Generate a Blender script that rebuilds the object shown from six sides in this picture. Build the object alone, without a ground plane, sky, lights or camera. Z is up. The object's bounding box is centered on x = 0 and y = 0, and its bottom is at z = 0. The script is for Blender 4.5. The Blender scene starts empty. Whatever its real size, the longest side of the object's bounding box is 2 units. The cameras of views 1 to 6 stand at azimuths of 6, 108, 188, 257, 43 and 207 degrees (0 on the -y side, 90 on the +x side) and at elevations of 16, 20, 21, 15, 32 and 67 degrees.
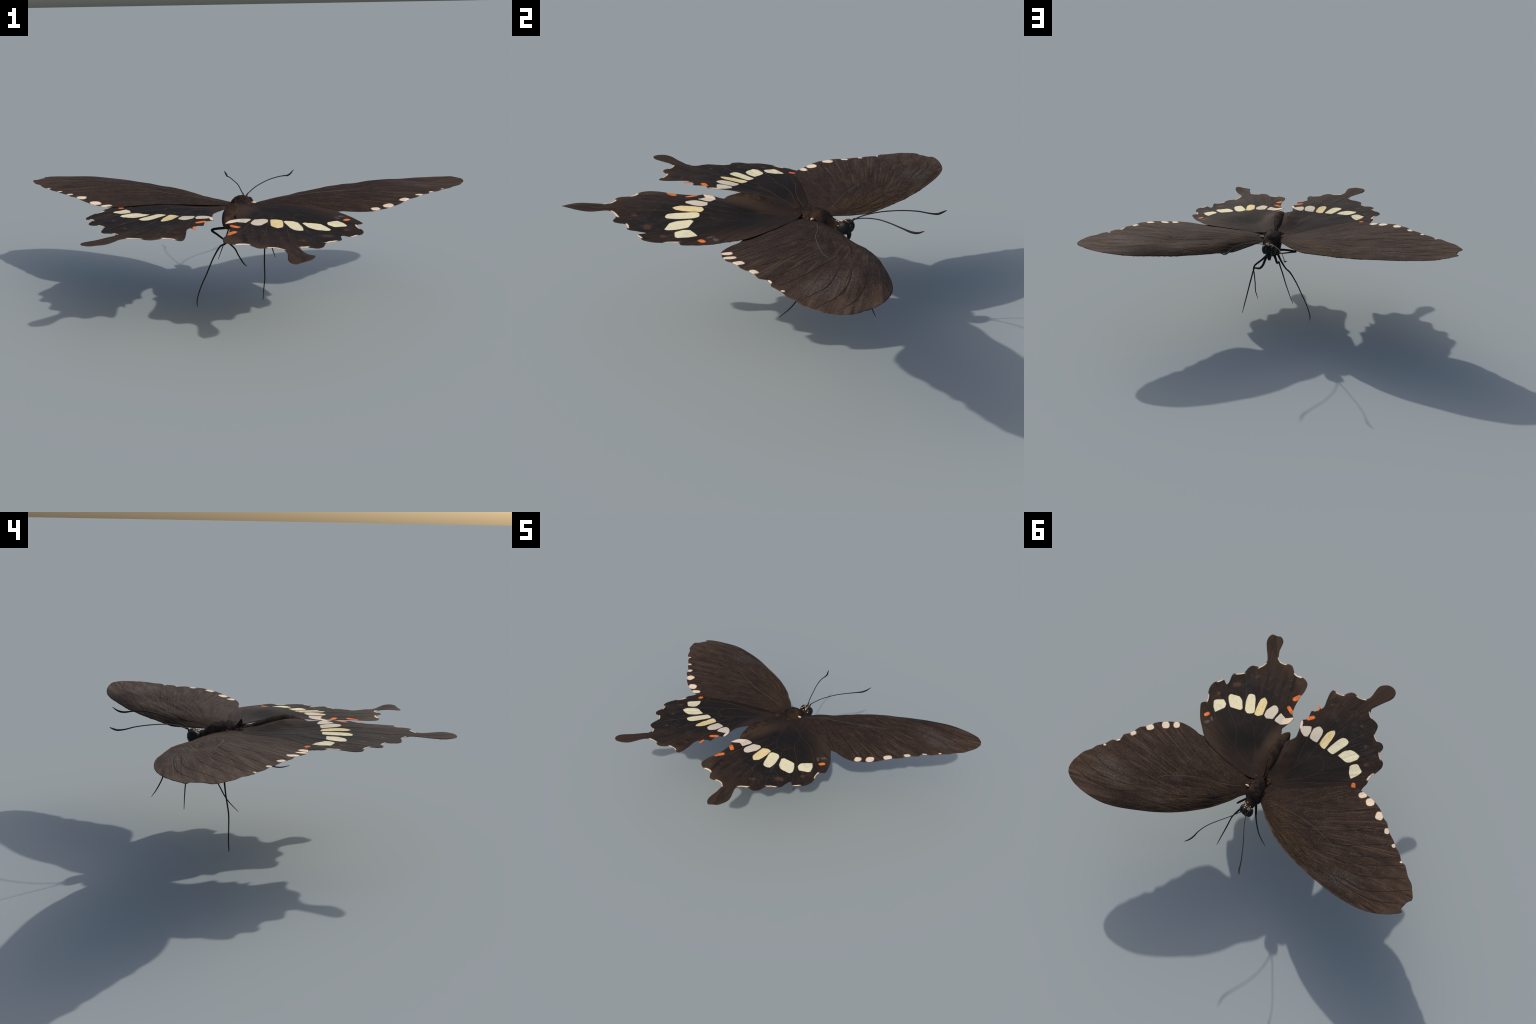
"""A dark swallowtail butterfly with a cream band on its tailed hind wings, standing on long thin legs."""
import bpy, math, random
import numpy as np
from mathutils import Vector, noise
from mathutils.geometry import delaunay_2d_cdt

random.seed(7)
rng = np.random.default_rng(7)
scene = bpy.context.scene


# ------------------------------------------------------------------ helpers
def lin(r, g, b):
    """sRGB 0-255 to linear rgba."""
    f = lambda c: ((c / 255 + 0.055) / 1.055) ** 2.4 if c > 10 else c / 255 / 12.92
    return (f(r), f(g), f(b), 1.0)


def link(name, mesh, parent, mat=None, smooth=True):
    ob = bpy.data.objects.new(name, mesh)
    scene.collection.objects.link(ob)
    ob.parent = parent
    if mat:
        mesh.materials.append(mat)
    if smooth:
        mesh.polygons.foreach_set("use_smooth", [True] * len(mesh.polygons))
    return ob


def build_mesh(name, verts, faces):
    me = bpy.data.meshes.new(name)
    me.from_pydata([tuple(v) for v in verts], [], faces)
    me.validate()
    me.update()
    return me


def catmull(points, per=5, closed=False):
    """Centripetal Catmull-Rom curve through control points of any dimension."""
    p = [np.array(q, float) for q in points]
    n = len(p)
    if closed:
        ext = [p[-1]] + p + [p[0], p[1]]
        spans = n
    else:
        ext = [2 * p[0] - p[1]] + p + [2 * p[-1] - p[-2]]
        spans = n - 1
    out = []
    for i in range(spans):
        a, b, c, d = ext[i:i + 4]
        t0 = 0.0
        t1 = t0 + max(np.linalg.norm(b - a), 1e-6) ** 0.5
        t2 = t1 + max(np.linalg.norm(c - b), 1e-6) ** 0.5
        t3 = t2 + max(np.linalg.norm(d - c), 1e-6) ** 0.5
        for k in range(per):
            t = t1 + (t2 - t1) * k / per
            A1 = (t1 - t) / (t1 - t0) * a + (t - t0) / (t1 - t0) * b
            A2 = (t2 - t) / (t2 - t1) * b + (t - t1) / (t2 - t1) * c
            A3 = (t3 - t) / (t3 - t2) * c + (t - t2) / (t3 - t2) * d
            B1 = (t2 - t) / (t2 - t0) * A1 + (t - t0) / (t2 - t0) * A2
            B2 = (t3 - t) / (t3 - t1) * A2 + (t - t1) / (t3 - t1) * A3
            out.append((t2 - t) / (t2 - t1) * B1 + (t - t1) / (t2 - t1) * B2)
    if not closed:
        out.append(p[-1])
    return np.array(out)


def tube(path, radii, sides=10, flat=1.0):
    """Tube along a 3D path; radii is one radius per control point, interpolated."""
    path = np.asarray(path, float)
    n = len(path)
    tang = np.gradient(path, axis=0)
    tang /= np.linalg.norm(tang, axis=1)[:, None] + 1e-12
    up = np.array([0.0, 0.0, 1.0])
    if abs(tang[0] @ up) > 0.9:
        up = np.array([1.0, 0.0, 0.0])
    verts, faces = [], []
    for i in range(n):
        t = tang[i]
        s = np.cross(t, up)
        s /= np.linalg.norm(s) + 1e-12
        up = np.cross(s, t)
        for k in range(sides):
            a = math.tau * k / sides
            verts.append(path[i] + radii[i] * (math.cos(a) * s + flat * math.sin(a) * up))
    for i in range(n - 1):
        for k in range(sides):
            a, b = i * sides + k, i * sides + (k + 1) % sides
            faces.append((a, b, b + sides, a + sides))
    faces.append(tuple(reversed(range(sides))))
    faces.append(tuple(range((n - 1) * sides, n * sides)))
    return verts, faces


def limb(points, radii, per=8, sides=10):
    """Smooth tapering limb: control points (x, y, z) with one radius each."""
    c = catmull([(*p, r * (0.80 if r > 0.004 else 0.92)) for p, r in zip(points, radii)], per)
    return tube(c[:, :3], np.maximum(c[:, 3], 0.0006), sides)


def loft_y(stations, ring=36, per=8, power=2.0, bump=None):
    """Body loft along y. Station: (y, centre_x, z_top, z_bottom, half_width)."""
    s = catmull(stations, per)
    verts, faces = [], []
    for i, (y, cx, zt, zb, hw) in enumerate(s):
        zc, hh = (zt + zb) / 2, max((zt - zb) / 2, 0.001)
        hw = max(hw, 0.001)
        for k in range(ring):
            a = math.tau * k / ring
            c, sn = math.cos(a), math.sin(a)
            x = cx + hw * math.copysign(abs(c) ** (2 / power), c)
            z = zc + hh * math.copysign(abs(sn) ** (2 / power), sn)
            if bump:
                g = bump(y, a, x, z)
                x, z = cx + (x - cx) * g, zc + (z - zc) * g
            verts.append((x, y, z))
    n = len(s)
    for i in range(n - 1):
        for k in range(ring):
            a, b = i * ring + k, i * ring + (k + 1) % ring
            faces.append((a, b, b + ring, a + ring))
    faces.append(tuple(reversed(range(ring))))
    faces.append(tuple(range((n - 1) * ring, n * ring)))
    return verts, faces


def ellipsoid(centre, radii, seg=28, rings=18, rough=0.0, freq=40.0):
    verts, faces = [], []
    for i in range(rings + 1):
        p = math.pi * i / rings
        for k in range(seg):
            a = math.tau * k / seg
            d = Vector((math.sin(p) * math.cos(a), math.sin(p) * math.sin(a), math.cos(p)))
            q = Vector(centre) + Vector((d.x * radii[0], d.y * radii[1], d.z * radii[2]))
            if rough:
                q += d * rough * noise.noise(q * freq)
            verts.append(q)
    for i in range(rings):
        for k in range(seg):
            a, b = i * seg + k, i * seg + (k + 1) % seg
            faces.append((a, a + seg, b + seg, b))
    return verts, faces


def merged(parts):
    verts, faces = [], []
    for v, f in parts:
        o = len(verts)
        verts += list(v)
        faces += [tuple(i + o for i in g) for g in f]
    return verts, faces


# ------------------------------------------------------------------ node helpers
class Nodes:
    def __init__(self, name, rough=0.8, spec=0.13):
        self.mat = bpy.data.materials.new(name)
        self.mat.use_nodes = True
        self.t = self.mat.node_tree
        self.bsdf = self.t.nodes["Principled BSDF"]
        self.bsdf.inputs["Roughness"].default_value = rough
        self.bsdf.inputs["Specular IOR Level"].default_value = spec
        self.co = self.t.nodes.new("ShaderNodeTexCoord").outputs["Object"]

    def put(self, sock, v):
        if isinstance(v, bpy.types.NodeSocket):
            self.t.links.new(v, sock)
        elif v is not None:
            sock.default_value = v

    def math(self, op, a, b=None, c=None, clamp=False):
        n = self.t.nodes.new("ShaderNodeMath")
        n.operation, n.use_clamp = op, clamp
        for i, v in enumerate((a, b, c)):
            self.put(n.inputs[i], v)
        return n.outputs[0]

    def ramp(self, v, lo, hi, out_lo=0.0, out_hi=1.0):
        n = self.t.nodes.new("ShaderNodeMapRange")
        n.interpolation_type = "SMOOTHSTEP"
        for i, x in enumerate((v, lo, hi, out_lo, out_hi)):
            self.put(n.inputs[i], x)
        return n.outputs[0]

    def mix(self, f, a, b, blend="MIX"):
        n = self.t.nodes.new("ShaderNodeMix")
        n.data_type, n.blend_type = "RGBA", blend
        self.put(n.inputs[0], f)
        self.put(n.inputs[6], a)
        self.put(n.inputs[7], b)
        return n.outputs[2]

    def noise(self, vec, scale, detail=3.0, rough=0.55, out="Fac"):
        n = self.t.nodes.new("ShaderNodeTexNoise")
        self.put(n.inputs["Vector"], vec)
        n.inputs["Scale"].default_value = scale
        n.inputs["Detail"].default_value = detail
        n.inputs["Roughness"].default_value = rough
        return n.outputs[out]

    def mapped(self, vec, loc=(0, 0, 0), rot=0.0, scale=(1, 1, 1), kind="TEXTURE"):
        n = self.t.nodes.new("ShaderNodeMapping")
        n.vector_type = kind
        self.put(n.inputs["Vector"], vec)
        n.inputs["Location"].default_value = loc
        n.inputs["Rotation"].default_value = (0, 0, rot)
        n.inputs["Scale"].default_value = scale
        return n.outputs[0]

    def xyz(self, vec):
        n = self.t.nodes.new("ShaderNodeSeparateXYZ")
        self.put(n.inputs[0], vec)
        return n.outputs

    def combine(self, x, y, z=0.0):
        n = self.t.nodes.new("ShaderNodeCombineXYZ")
        for i, v in enumerate((x, y, z)):
            self.put(n.inputs[i], v)
        return n.outputs[0]

    def patch(self, vec, x, y, deg, a, b, power=2.0, soft=0.12):
        """Mask of a rounded (super-elliptic) patch lying on the wing, in plan."""
        s = self.xyz(self.mapped(vec, (x, y, 0), math.radians(deg), (a, b, 1)))
        u = self.math("POWER", self.math("ABSOLUTE", s[0]), power)
        v = self.math("POWER", self.math("ABSOLUTE", s[1]), power)
        d = self.math("POWER", self.math("ADD", u, v), 1.0 / power)
        return self.ramp(d, 1.0 + soft, 1.0 - soft)

    def facet_patch(self, vec, corners, soft=0.0016, rounding=0.008):
        """Mask of a convex patch bounded by straight sides with rounded corners."""
        c = np.array(corners)
        mid = c.mean(0)
        worst = None
        for a, b in zip(c, np.roll(c, -1, axis=0)):
            n = np.array([b[1] - a[1], a[0] - b[0]])
            n /= np.linalg.norm(n)
            if n @ (a - mid) < 0:
                n = -n
            dot = self.t.nodes.new("ShaderNodeVectorMath")
            dot.operation = "DOT_PRODUCT"
            self.put(dot.inputs[0], vec)
            dot.inputs[1].default_value = (n[0], n[1], 0)
            d = self.math("SUBTRACT", dot.outputs["Value"], float(n @ a))
            worst = d if worst is None else self.math("SMOOTH_MAX", worst, d, rounding)
        return self.ramp(worst, soft, -soft)

    def bump(self, height, strength=0.3, dist=0.002):
        n = self.t.nodes.new("ShaderNodeBump")
        n.inputs["Strength"].default_value = strength
        n.inputs["Distance"].default_value = dist
        self.put(n.inputs["Height"], height)
        self.t.links.new(n.outputs[0], self.bsdf.inputs["Normal"])

    def colour(self, c):
        self.put(self.bsdf.inputs["Base Color"], c)


# ------------------------------------------------------------------ palette
CREAM, GOLD, PEARL, IVORY = lin(230, 219, 176), lin(228, 211, 160), lin(216, 202, 180), lin(234, 211, 184)
ORANGE, RUST, ASH = lin(220, 110, 48), lin(134, 84, 56), lin(146, 142, 136)
BROWN, DARK_BROWN, TIP_BROWN = lin(59, 45, 37), lin(42, 31, 26), lin(81, 64, 52)
BLACK, SOOT = lin(29, 25, 23), lin(22, 19, 18)
PATCH_COLOUR = dict(cream=CREAM, gold=GOLD, pearl=PEARL, ivory=IVORY, rim=lin(218, 192, 160), orange=ORANGE, rust=RUST, ash=ASH)


def fan(N, centre):
    """Polar coordinates around the wing root: (angle, radius)."""
    s = N.xyz(N.co)
    dx, dy = N.math("SUBTRACT", s[0], centre[0]), N.math("SUBTRACT", s[1], centre[1])
    if centre[2] < 0:
        dx = N.math("MULTIPLY", dx, -1.0)
    ang = N.math("ARCTAN2", dy, dx)
    rad = N.math("SQRT", N.math("ADD", N.math("MULTIPLY", dx, dx), N.math("MULTIPLY", dy, dy)))
    return ang, rad


def paint_patches(N, col, patches, wobble, band=()):
    """Lay the pale, golden and orange patches over a colour; edges ragged like scale rows."""
    shifted = N.t.nodes.new("ShaderNodeVectorMath")
    shifted.operation = "MULTIPLY_ADD"
    N.put(shifted.inputs[0], N.noise(N.co, 260, 2, out="Color"))
    shifted.inputs[1].default_value = (wobble, wobble, 0)
    sub = N.t.nodes.new("ShaderNodeVectorMath")
    sub.operation = "SUBTRACT"
    N.put(sub.inputs[0], N.co)
    sub.inputs[1].default_value = (wobble / 2, wobble / 2, 0)
    N.put(shifted.inputs[2], sub.outputs[0])
    vec = shifted.outputs[0]
    scratch = N.ramp(N.noise(N.mapped(N.co, (0, 0, 0), 1.4, (1.0, 0.35, 1.0)), 170, 3, 0.75), 0.60, 0.70)      # missing scales inside the patches
    for kind, shape in [(k, c) for k, c in band] + [(p[0], p[1:]) for p in patches]:
        faint = kind in ("rust", "ash")
        if isinstance(shape, list):
            m = N.facet_patch(vec, shape)
        else:
            x, y, deg, a, b, power = shape
            m = N.patch(vec, x, y, deg, a, b, power, 0.6 if faint else min(0.25, 0.0016 / min(a, b) + 0.04))
        tone = PATCH_COLOUR[kind]
        if faint:
            m = N.math("MULTIPLY", m, N.ramp(N.noise(N.co, 240, 2), 0.42, 0.62))
            m = N.math("MULTIPLY", m, 0.6)
        elif kind in ("rim", "orange"):
            m = N.math("MULTIPLY", m, N.ramp(N.noise(N.co, 150 if kind == "rim" else 230, 2, 0.6), 0.22, 0.40))
        else:
            m = N.math("MULTIPLY", m, N.math("SUBTRACT", 1.0, N.math("MULTIPLY", scratch, 0.4)))
        if kind in ("gold", "orange", "cream"):
            tone = N.mix(N.ramp(N.noise(N.co, 45, 2), 0.4, 0.7), tone,
                         {"gold": lin(230, 198, 136), "orange": lin(236, 134, 70), "cream": lin(216, 208, 188)}[kind])
        col = N.mix(m, col, tone)
    return col


def fore_wing_material(name, side, patches, dust):
    N = Nodes(name)
    ang, rad = fan(N, (0.02 * side, 0.27, side))
    ang2, rad2 = fan(N, (-0.06 * side, 0.44, side))
    streak = N.noise(N.combine(N.math("MULTIPLY", ang2, 26.0), N.math("MULTIPLY", rad2, 2.2)), 1.0, 4, 0.6)
    thin = N.noise(N.combine(N.math("MULTIPLY", ang2, 62.0), N.math("MULTIPLY", rad2, 3.0)), 1.0, 3, 0.6)
    fine = N.noise(N.combine(N.math("MULTIPLY", ang, 95.0), N.math("MULTIPLY", rad, 9.0)), 1.0, 3, 0.6)
    mottle = N.noise(N.co, 16, 5, 0.65)
    grain = N.noise(N.co, 225, 3, 0.75)
    out = N.ramp(N.math("ADD", rad, N.math("MULTIPLY", N.math("SUBTRACT", mottle, 0.5), 0.5)), 0.25, 1.0)
    col = N.mix(out, DARK_BROWN, BROWN)
    col = N.mix(N.ramp(N.math("ADD", rad, N.math("MULTIPLY", N.math("SUBTRACT", mottle, 0.5), 0.4)), 0.72, 1.08), col, TIP_BROWN)
    col = N.mix(N.math("MULTIPLY", N.ramp(mottle, 0.5, 0.72), N.ramp(rad, 0.2, 0.8, 0.15, 0.45)), col, lin(81, 66, 56))
    col = N.mix(N.math("MULTIPLY", N.ramp(streak, 0.50, 0.33), 0.85), col, lin(33, 25, 21))
    line = N.math("MULTIPLY", N.ramp(thin, 0.43, 0.30), N.ramp(rad, 0.35, 0.6))
    col = N.mix(N.math("MULTIPLY", line, 0.85), col, lin(32, 25, 23))
    pale_line = N.math("MULTIPLY", N.ramp(thin, 0.52, 0.68), N.ramp(rad, 0.25, 0.6))
    col = N.mix(N.math("MULTIPLY", pale_line, 0.7), col, lin(92, 74, 60))
    col = N.mix(N.math("MULTIPLY", N.ramp(fine, 0.52, 0.72), 0.3), col, lin(88, 69, 54))
    # loose tan and golden scales
    flecks = N.math("MULTIPLY", N.ramp(grain, 0.54, 0.66), N.ramp(N.noise(N.co, 24, 3), 0.3, 0.62))
    col = N.mix(N.math("MULTIPLY", flecks, 0.75), col, lin(112, 86, 63))
    col = N.mix(N.math("MULTIPLY", N.ramp(N.noise(N.co, 240, 3, 0.75), 0.48, 0.36), 0.6), col, lin(33, 25, 21))
    front = N.patch(N.co, 0.27 * side, 0.42, 42 * side, 0.26, 0.08, 2, 0.6)
    gold = N.math("MULTIPLY", front, N.ramp(fine, 0.46, 0.64))
    col = N.mix(N.math("MULTIPLY", gold, 0.5), col, lin(104, 78, 46))
    # grey rubbed place
    rub = N.math("MULTIPLY", N.patch(N.co, *dust, 2, 0.9), N.ramp(N.noise(N.co, 190, 3, 0.7), 0.42, 0.7))
    col = N.mix(N.math("MULTIPLY", rub, 0.55), col, lin(116, 112, 108))
    # scratches: thin pale lines
    for turn, size in ((0.5, 55), (-0.7, 48)):
        sc = N.ramp(N.noise(N.mapped(N.co, (0, 0, 0), turn * side, (1.6, 0.10, 1)), size, 2, 0.5), 0.685, 0.75)
        col = N.mix(N.math("MULTIPLY", sc, 0.35), col, lin(132, 118, 108))
    col = paint_patches(N, col, patches, 0.005)
    N.colour(col)
    N.bump(N.math("ADD", N.math("MULTIPLY", thin, 0.8), N.math("MULTIPLY", grain, 0.3)), 0.6, 0.004)
    return N.mat


def hind_wing_material(name, side, patches, band, core, tail, inner, front):
    N = Nodes(name)
    ang, rad = fan(N, (0.05 * side, 0.14, side))
    streak = N.noise(N.combine(N.math("MULTIPLY", ang, 16.0), N.math("MULTIPLY", rad, 3.0)), 1.0, 5, 0.65)
    mottle = N.noise(N.co, 22, 4, 0.65)
    grain = N.noise(N.co, 300, 2, 0.7)
    s = N.xyz(N.mapped(N.co, (core[0], core[1], 0), math.radians(core[2]), (core[3], core[4], 1)))
    d = N.math("SQRT", N.math("ADD", N.math("MULTIPLY", s[0], s[0]), N.math("MULTIPLY", s[1], s[1])))
    d = N.math("ADD", d, N.math("MULTIPLY", N.math("SUBTRACT", streak, 0.5), 0.35))
    col = N.mix(N.ramp(d, 0.4, 0.85), BLACK, lin(44, 33, 27))
    col = N.mix(N.ramp(d, 0.92, 1.12), col, lin(66, 50, 39))
    for m in (tail, inner, front):
        col = N.mix(N.math("MULTIPLY", N.patch(N.co, *m, 2, 0.75), 0.8), col, lin(62, 48, 38))
    ray = N.noise(N.combine(N.math("MULTIPLY", ang, 38.0), N.math("MULTIPLY", rad, 2.5)), 1.0, 3, 0.6)
    col = N.mix(N.math("MULTIPLY", N.ramp(ray, 0.54, 0.74), N.ramp(rad, 0.15, 0.5, 0.15, 0.55)), col, lin(62, 47, 38))
    col = N.mix(N.math("MULTIPLY", N.ramp(streak, 0.48, 0.34), 0.6), col, SOOT)
    col = N.mix(N.math("MULTIPLY", N.ramp(mottle, 0.56, 0.78), 0.2), col, lin(72, 58, 49))
    # loose grey scales over the outer half, coppery flecks everywhere
    outer = N.math("MULTIPLY", N.ramp(rad, 0.36, 0.56), N.ramp(rad, 0.74, 0.6))
    loose = N.math("MULTIPLY", N.math("MULTIPLY", N.ramp(grain, 0.56, 0.66), N.ramp(N.noise(N.co, 26, 3), 0.42, 0.66)), outer)
    col = N.mix(N.math("MULTIPLY", loose, 0.5), col, lin(114, 112, 110))
    copper = N.math("MULTIPLY", N.ramp(N.noise(N.co, 380, 2, 0.7), 0.62, 0.7), N.ramp(N.noise(N.co, 16, 2), 0.45, 0.65))
    col = N.mix(N.math("MULTIPLY", copper, 0.7), col, lin(114, 80, 56))
    col = paint_patches(N, col, patches, 0.005, band)
    N.colour(col)
    N.bump(N.math("ADD", N.math("MULTIPLY", streak, 0.6), N.math("MULTIPLY", grain, 0.3)), 0.5, 0.003)
    return N.mat


def plain_material(name, base, second, scale, rough=0.8, spec=0.2, flecks=None, bump=0.4):
    N = Nodes(name, rough, spec)
    n = N.noise(N.co, scale, 4, 0.65)
    col = N.mix(N.ramp(n, 0.35, 0.7), base, second)
    g = N.noise(N.co, scale * 8, 3, 0.7)
    if flecks:
        col = N.mix(N.math("MULTIPLY", N.ramp(g, 0.6, 0.72), 0.6), col, flecks)
    N.colour(col)
    N.bump(g, bump, 0.002)
    return N.mat


# ------------------------------------------------------------------ wings
class Sheet:
    """Smooth height field of a wing: thin-plate spline through a few levelled points."""

    def __init__(self, levels, stiff=6e-4):
        p = np.array(levels, float)
        self.x = p[:, :2]
        n = len(p)
        k = self.kernel(np.linalg.norm(self.x[:, None] - self.x[None], axis=2)) + stiff * np.eye(n)
        q = np.c_[np.ones(n), self.x]
        a = np.block([[k, q], [q.T, np.zeros((3, 3))]])
        self.w = np.linalg.solve(a, np.r_[p[:, 2], 0, 0, 0])

    @staticmethod
    def kernel(d):
        return np.where(d > 0, d * d * np.log(d + 1e-12), 0.0)

    def __call__(self, xy):
        xy = np.atleast_2d(xy)
        k = self.kernel(np.linalg.norm(xy[:, None] - self.x[None], axis=2))
        return k @ self.w[:-3] + self.w[-3] + xy @ self.w[-2:]


def inside(poly, pts):
    x, y = pts[:, 0], pts[:, 1]
    res = np.zeros(len(pts), bool)
    j = len(poly) - 1
    for i in range(len(poly)):
        xi, yi = poly[i]
        xj, yj = poly[j]
        c = ((yi > y) != (yj > y)) & (x < (xj - xi) * (y - yi) / (yj - yi + 1e-15) + xi)
        res ^= c
        j = i
    return res


class Wing:
    def __init__(self, name, parent, outline, levels, root, fan_root, folds, fold_depth, mat, step=0.0055, thick=0.0045):
        self.fan_root = fan_root
        self.sheet, self.root, self.folds, self.depth = Sheet(levels), np.array(root), folds, fold_depth
        rim = catmull(outline, 4, closed=True)
        keep = [rim[0]]
        for p in rim[1:]:
            if np.linalg.norm(p - keep[-1]) > 0.0016:
                keep.append(p)
        rim = np.array(keep)
        along = np.roll(rim, -1, axis=0) - np.roll(rim, 1, axis=0)
        out = np.c_[along[:, 1], -along[:, 0]] / (np.linalg.norm(along, axis=1)[:, None] + 1e-12)
        turn = np.sum(rim[:, 0] * np.roll(rim[:, 1], -1) - np.roll(rim[:, 0], -1) * rim[:, 1])
        rim = rim + out * math.copysign(0.0011, turn)      # scale fringe
        rim[:, 0] = np.clip(rim[:, 0], -1.0, 1.0)
        lo, hi = rim.min(0), rim.max(0)
        gx, gy = np.meshgrid(np.arange(lo[0], hi[0], step), np.arange(lo[1], hi[1], step * 0.87))
        gx[1::2] += step / 2
        grid = np.c_[gx.ravel(), gy.ravel()]
        grid = grid[inside(rim, grid)]
        d = np.min(np.linalg.norm(grid[:, None] - rim[None], axis=2), axis=1)
        grid = grid[d > step * 0.45]
        pts = [Vector(p) for p in np.vstack([rim, grid])]
        v2, _, tris, *_ = delaunay_2d_cdt(pts, [], [list(range(len(rim)))], 1, 1e-7)
        xy = np.array([tuple(v) for v in v2])
        self.rim = rim
        z = self.height(xy)
        n = len(xy)
        # thin the sheet towards its rim so the edge reads as a blade
        de = np.min(np.linalg.norm(xy[:, None] - rim[None], axis=2), axis=1)
        t = thick * (0.3 + 0.7 * np.clip(de / 0.012, 0, 1))
        verts = np.vstack([np.c_[xy, z], np.c_[xy, z - t]])
        edges = {}
        for f in tris:
            for a, b in zip(f, list(f[1:]) + [f[0]]):
                edges[(a, b)] = True
        area = lambda f: np.cross(xy[f[1]] - xy[f[0]], xy[f[2]] - xy[f[0]])
        tris = [tuple(f) if area(f) > 0 else tuple(reversed(f)) for f in tris]
        edges = {(a, b) for f in tris for a, b in zip(f, f[1:] + f[:1])}
        faces = list(tris) + [tuple(i + n for i in reversed(f)) for f in tris]
        faces += [(b, a, a + n, b + n) for a, b in edges if (b, a) not in edges]
        self.ob = link(name, build_mesh(name, verts, faces), parent, mat)

    def height(self, xy):
        xy = np.atleast_2d(xy)
        z = self.sheet(xy)
        d = xy - self.root
        r = np.hypot(d[:, 0], d[:, 1])
        a = np.arctan2(d[:, 1], d[:, 0] * np.sign(self.root[0] if self.root[0] else 1))
        ripple = np.array([noise.noise((ai * self.folds, ri * 2.0, self.root[0] * 50)) + 0.5 * noise.noise((ai * self.folds * 2.7, ri * 4, 9.0)) for ai, ri in zip(a, r)])
        c = self.fan_root
        pa = np.arctan2(xy[:, 1] - c[1], (xy[:, 0] - c[0]) * np.sign(self.root[0]))
        pleat = np.array([noise.noise((ai * 42.0, ri * 3.0, 3.0)) for ai, ri in zip(pa, r)])
        z = z + 0.0011 * pleat * np.clip((r - 0.15) / 0.2, 0, 1)
        edge = np.clip(np.min(np.linalg.norm(xy[:, None] - self.rim[None], axis=2), axis=1) / 0.06, 0.15, 1)
        return z + self.depth * edge * ripple * np.clip((r - 0.08) / 0.25, 0, 1)

    def vein(self, points, radius, mat, lift=-0.0002, flat=0.7):
        c = catmull(points, 6)
        z = self.height(c) + lift
        k = np.linspace(0, 1, len(c))
        r = radius * (0.25 + 0.75 * np.sin(np.pi * np.clip(0.12 + 0.8 * k, 0, 1)) ** 0.7)
        me = build_mesh("vein", *tube(np.c_[c, z], r, 8, flat))
        return link("vein", me, self.ob, mat)

    def costa(self, points, mat, radius=0.0044):
        """Stiff rib along the leading edge."""
        c = catmull(points, 8)
        z = self.height(c) - 0.0018
        k = np.linspace(0, 1, len(c))
        me = build_mesh("costa", *tube(np.c_[c, z], radius * (1.0 - 0.6 * k) * np.clip(0.15 + k * 9, 0, 1), 8, 0.9))
        return link("costa", me, self.ob, mat)


# ------------------------------------------------------------------ the animal
butterfly = bpy.data.objects.new("butterfly", None)
scene.collection.objects.link(butterfly)
butterfly["label"] = "dark brown swallowtail butterfly with cream band and tailed wings"
butterfly["category"] = "butterfly"

# --- fore wing on the +x side
FORE_A = [
    (0.030, 0.262), (0.052, 0.268), (0.079, 0.291), (0.112, 0.331), (0.147, 0.368), (0.235, 0.448), (0.297, 0.496), (0.371, 0.542),
    (0.449, 0.579), (0.559, 0.621), (0.656, 0.651), (0.732, 0.664), (0.798, 0.663), (0.879, 0.650), (0.942, 0.627),
    (0.982, 0.596), (0.997, 0.567), (0.999, 0.539), (0.995, 0.509), (0.987, 0.488), (0.975, 0.454), (0.961, 0.436),
    (0.946, 0.421), (0.936, 0.407), (0.927, 0.388), (0.903, 0.367), (0.888, 0.350), (0.865, 0.317), (0.848, 0.312),
    (0.834, 0.300), (0.825, 0.288), (0.824, 0.263), (0.800, 0.242), (0.785, 0.223), (0.776, 0.202), (0.763, 0.180),
    (0.737, 0.162), (0.722, 0.144), (0.711, 0.132), (0.702, 0.116), (0.685, 0.101), (0.655, 0.083), (0.637, 0.070),
    (0.612, 0.059), (0.588, 0.047), (0.559, 0.043), (0.517, 0.046), (0.487, 0.052), (0.453, 0.062), (0.424, 0.060),
    (0.360, 0.055), (0.260, 0.066), (0.160, 0.090), (0.070, 0.112), (0.015, 0.130)]
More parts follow.
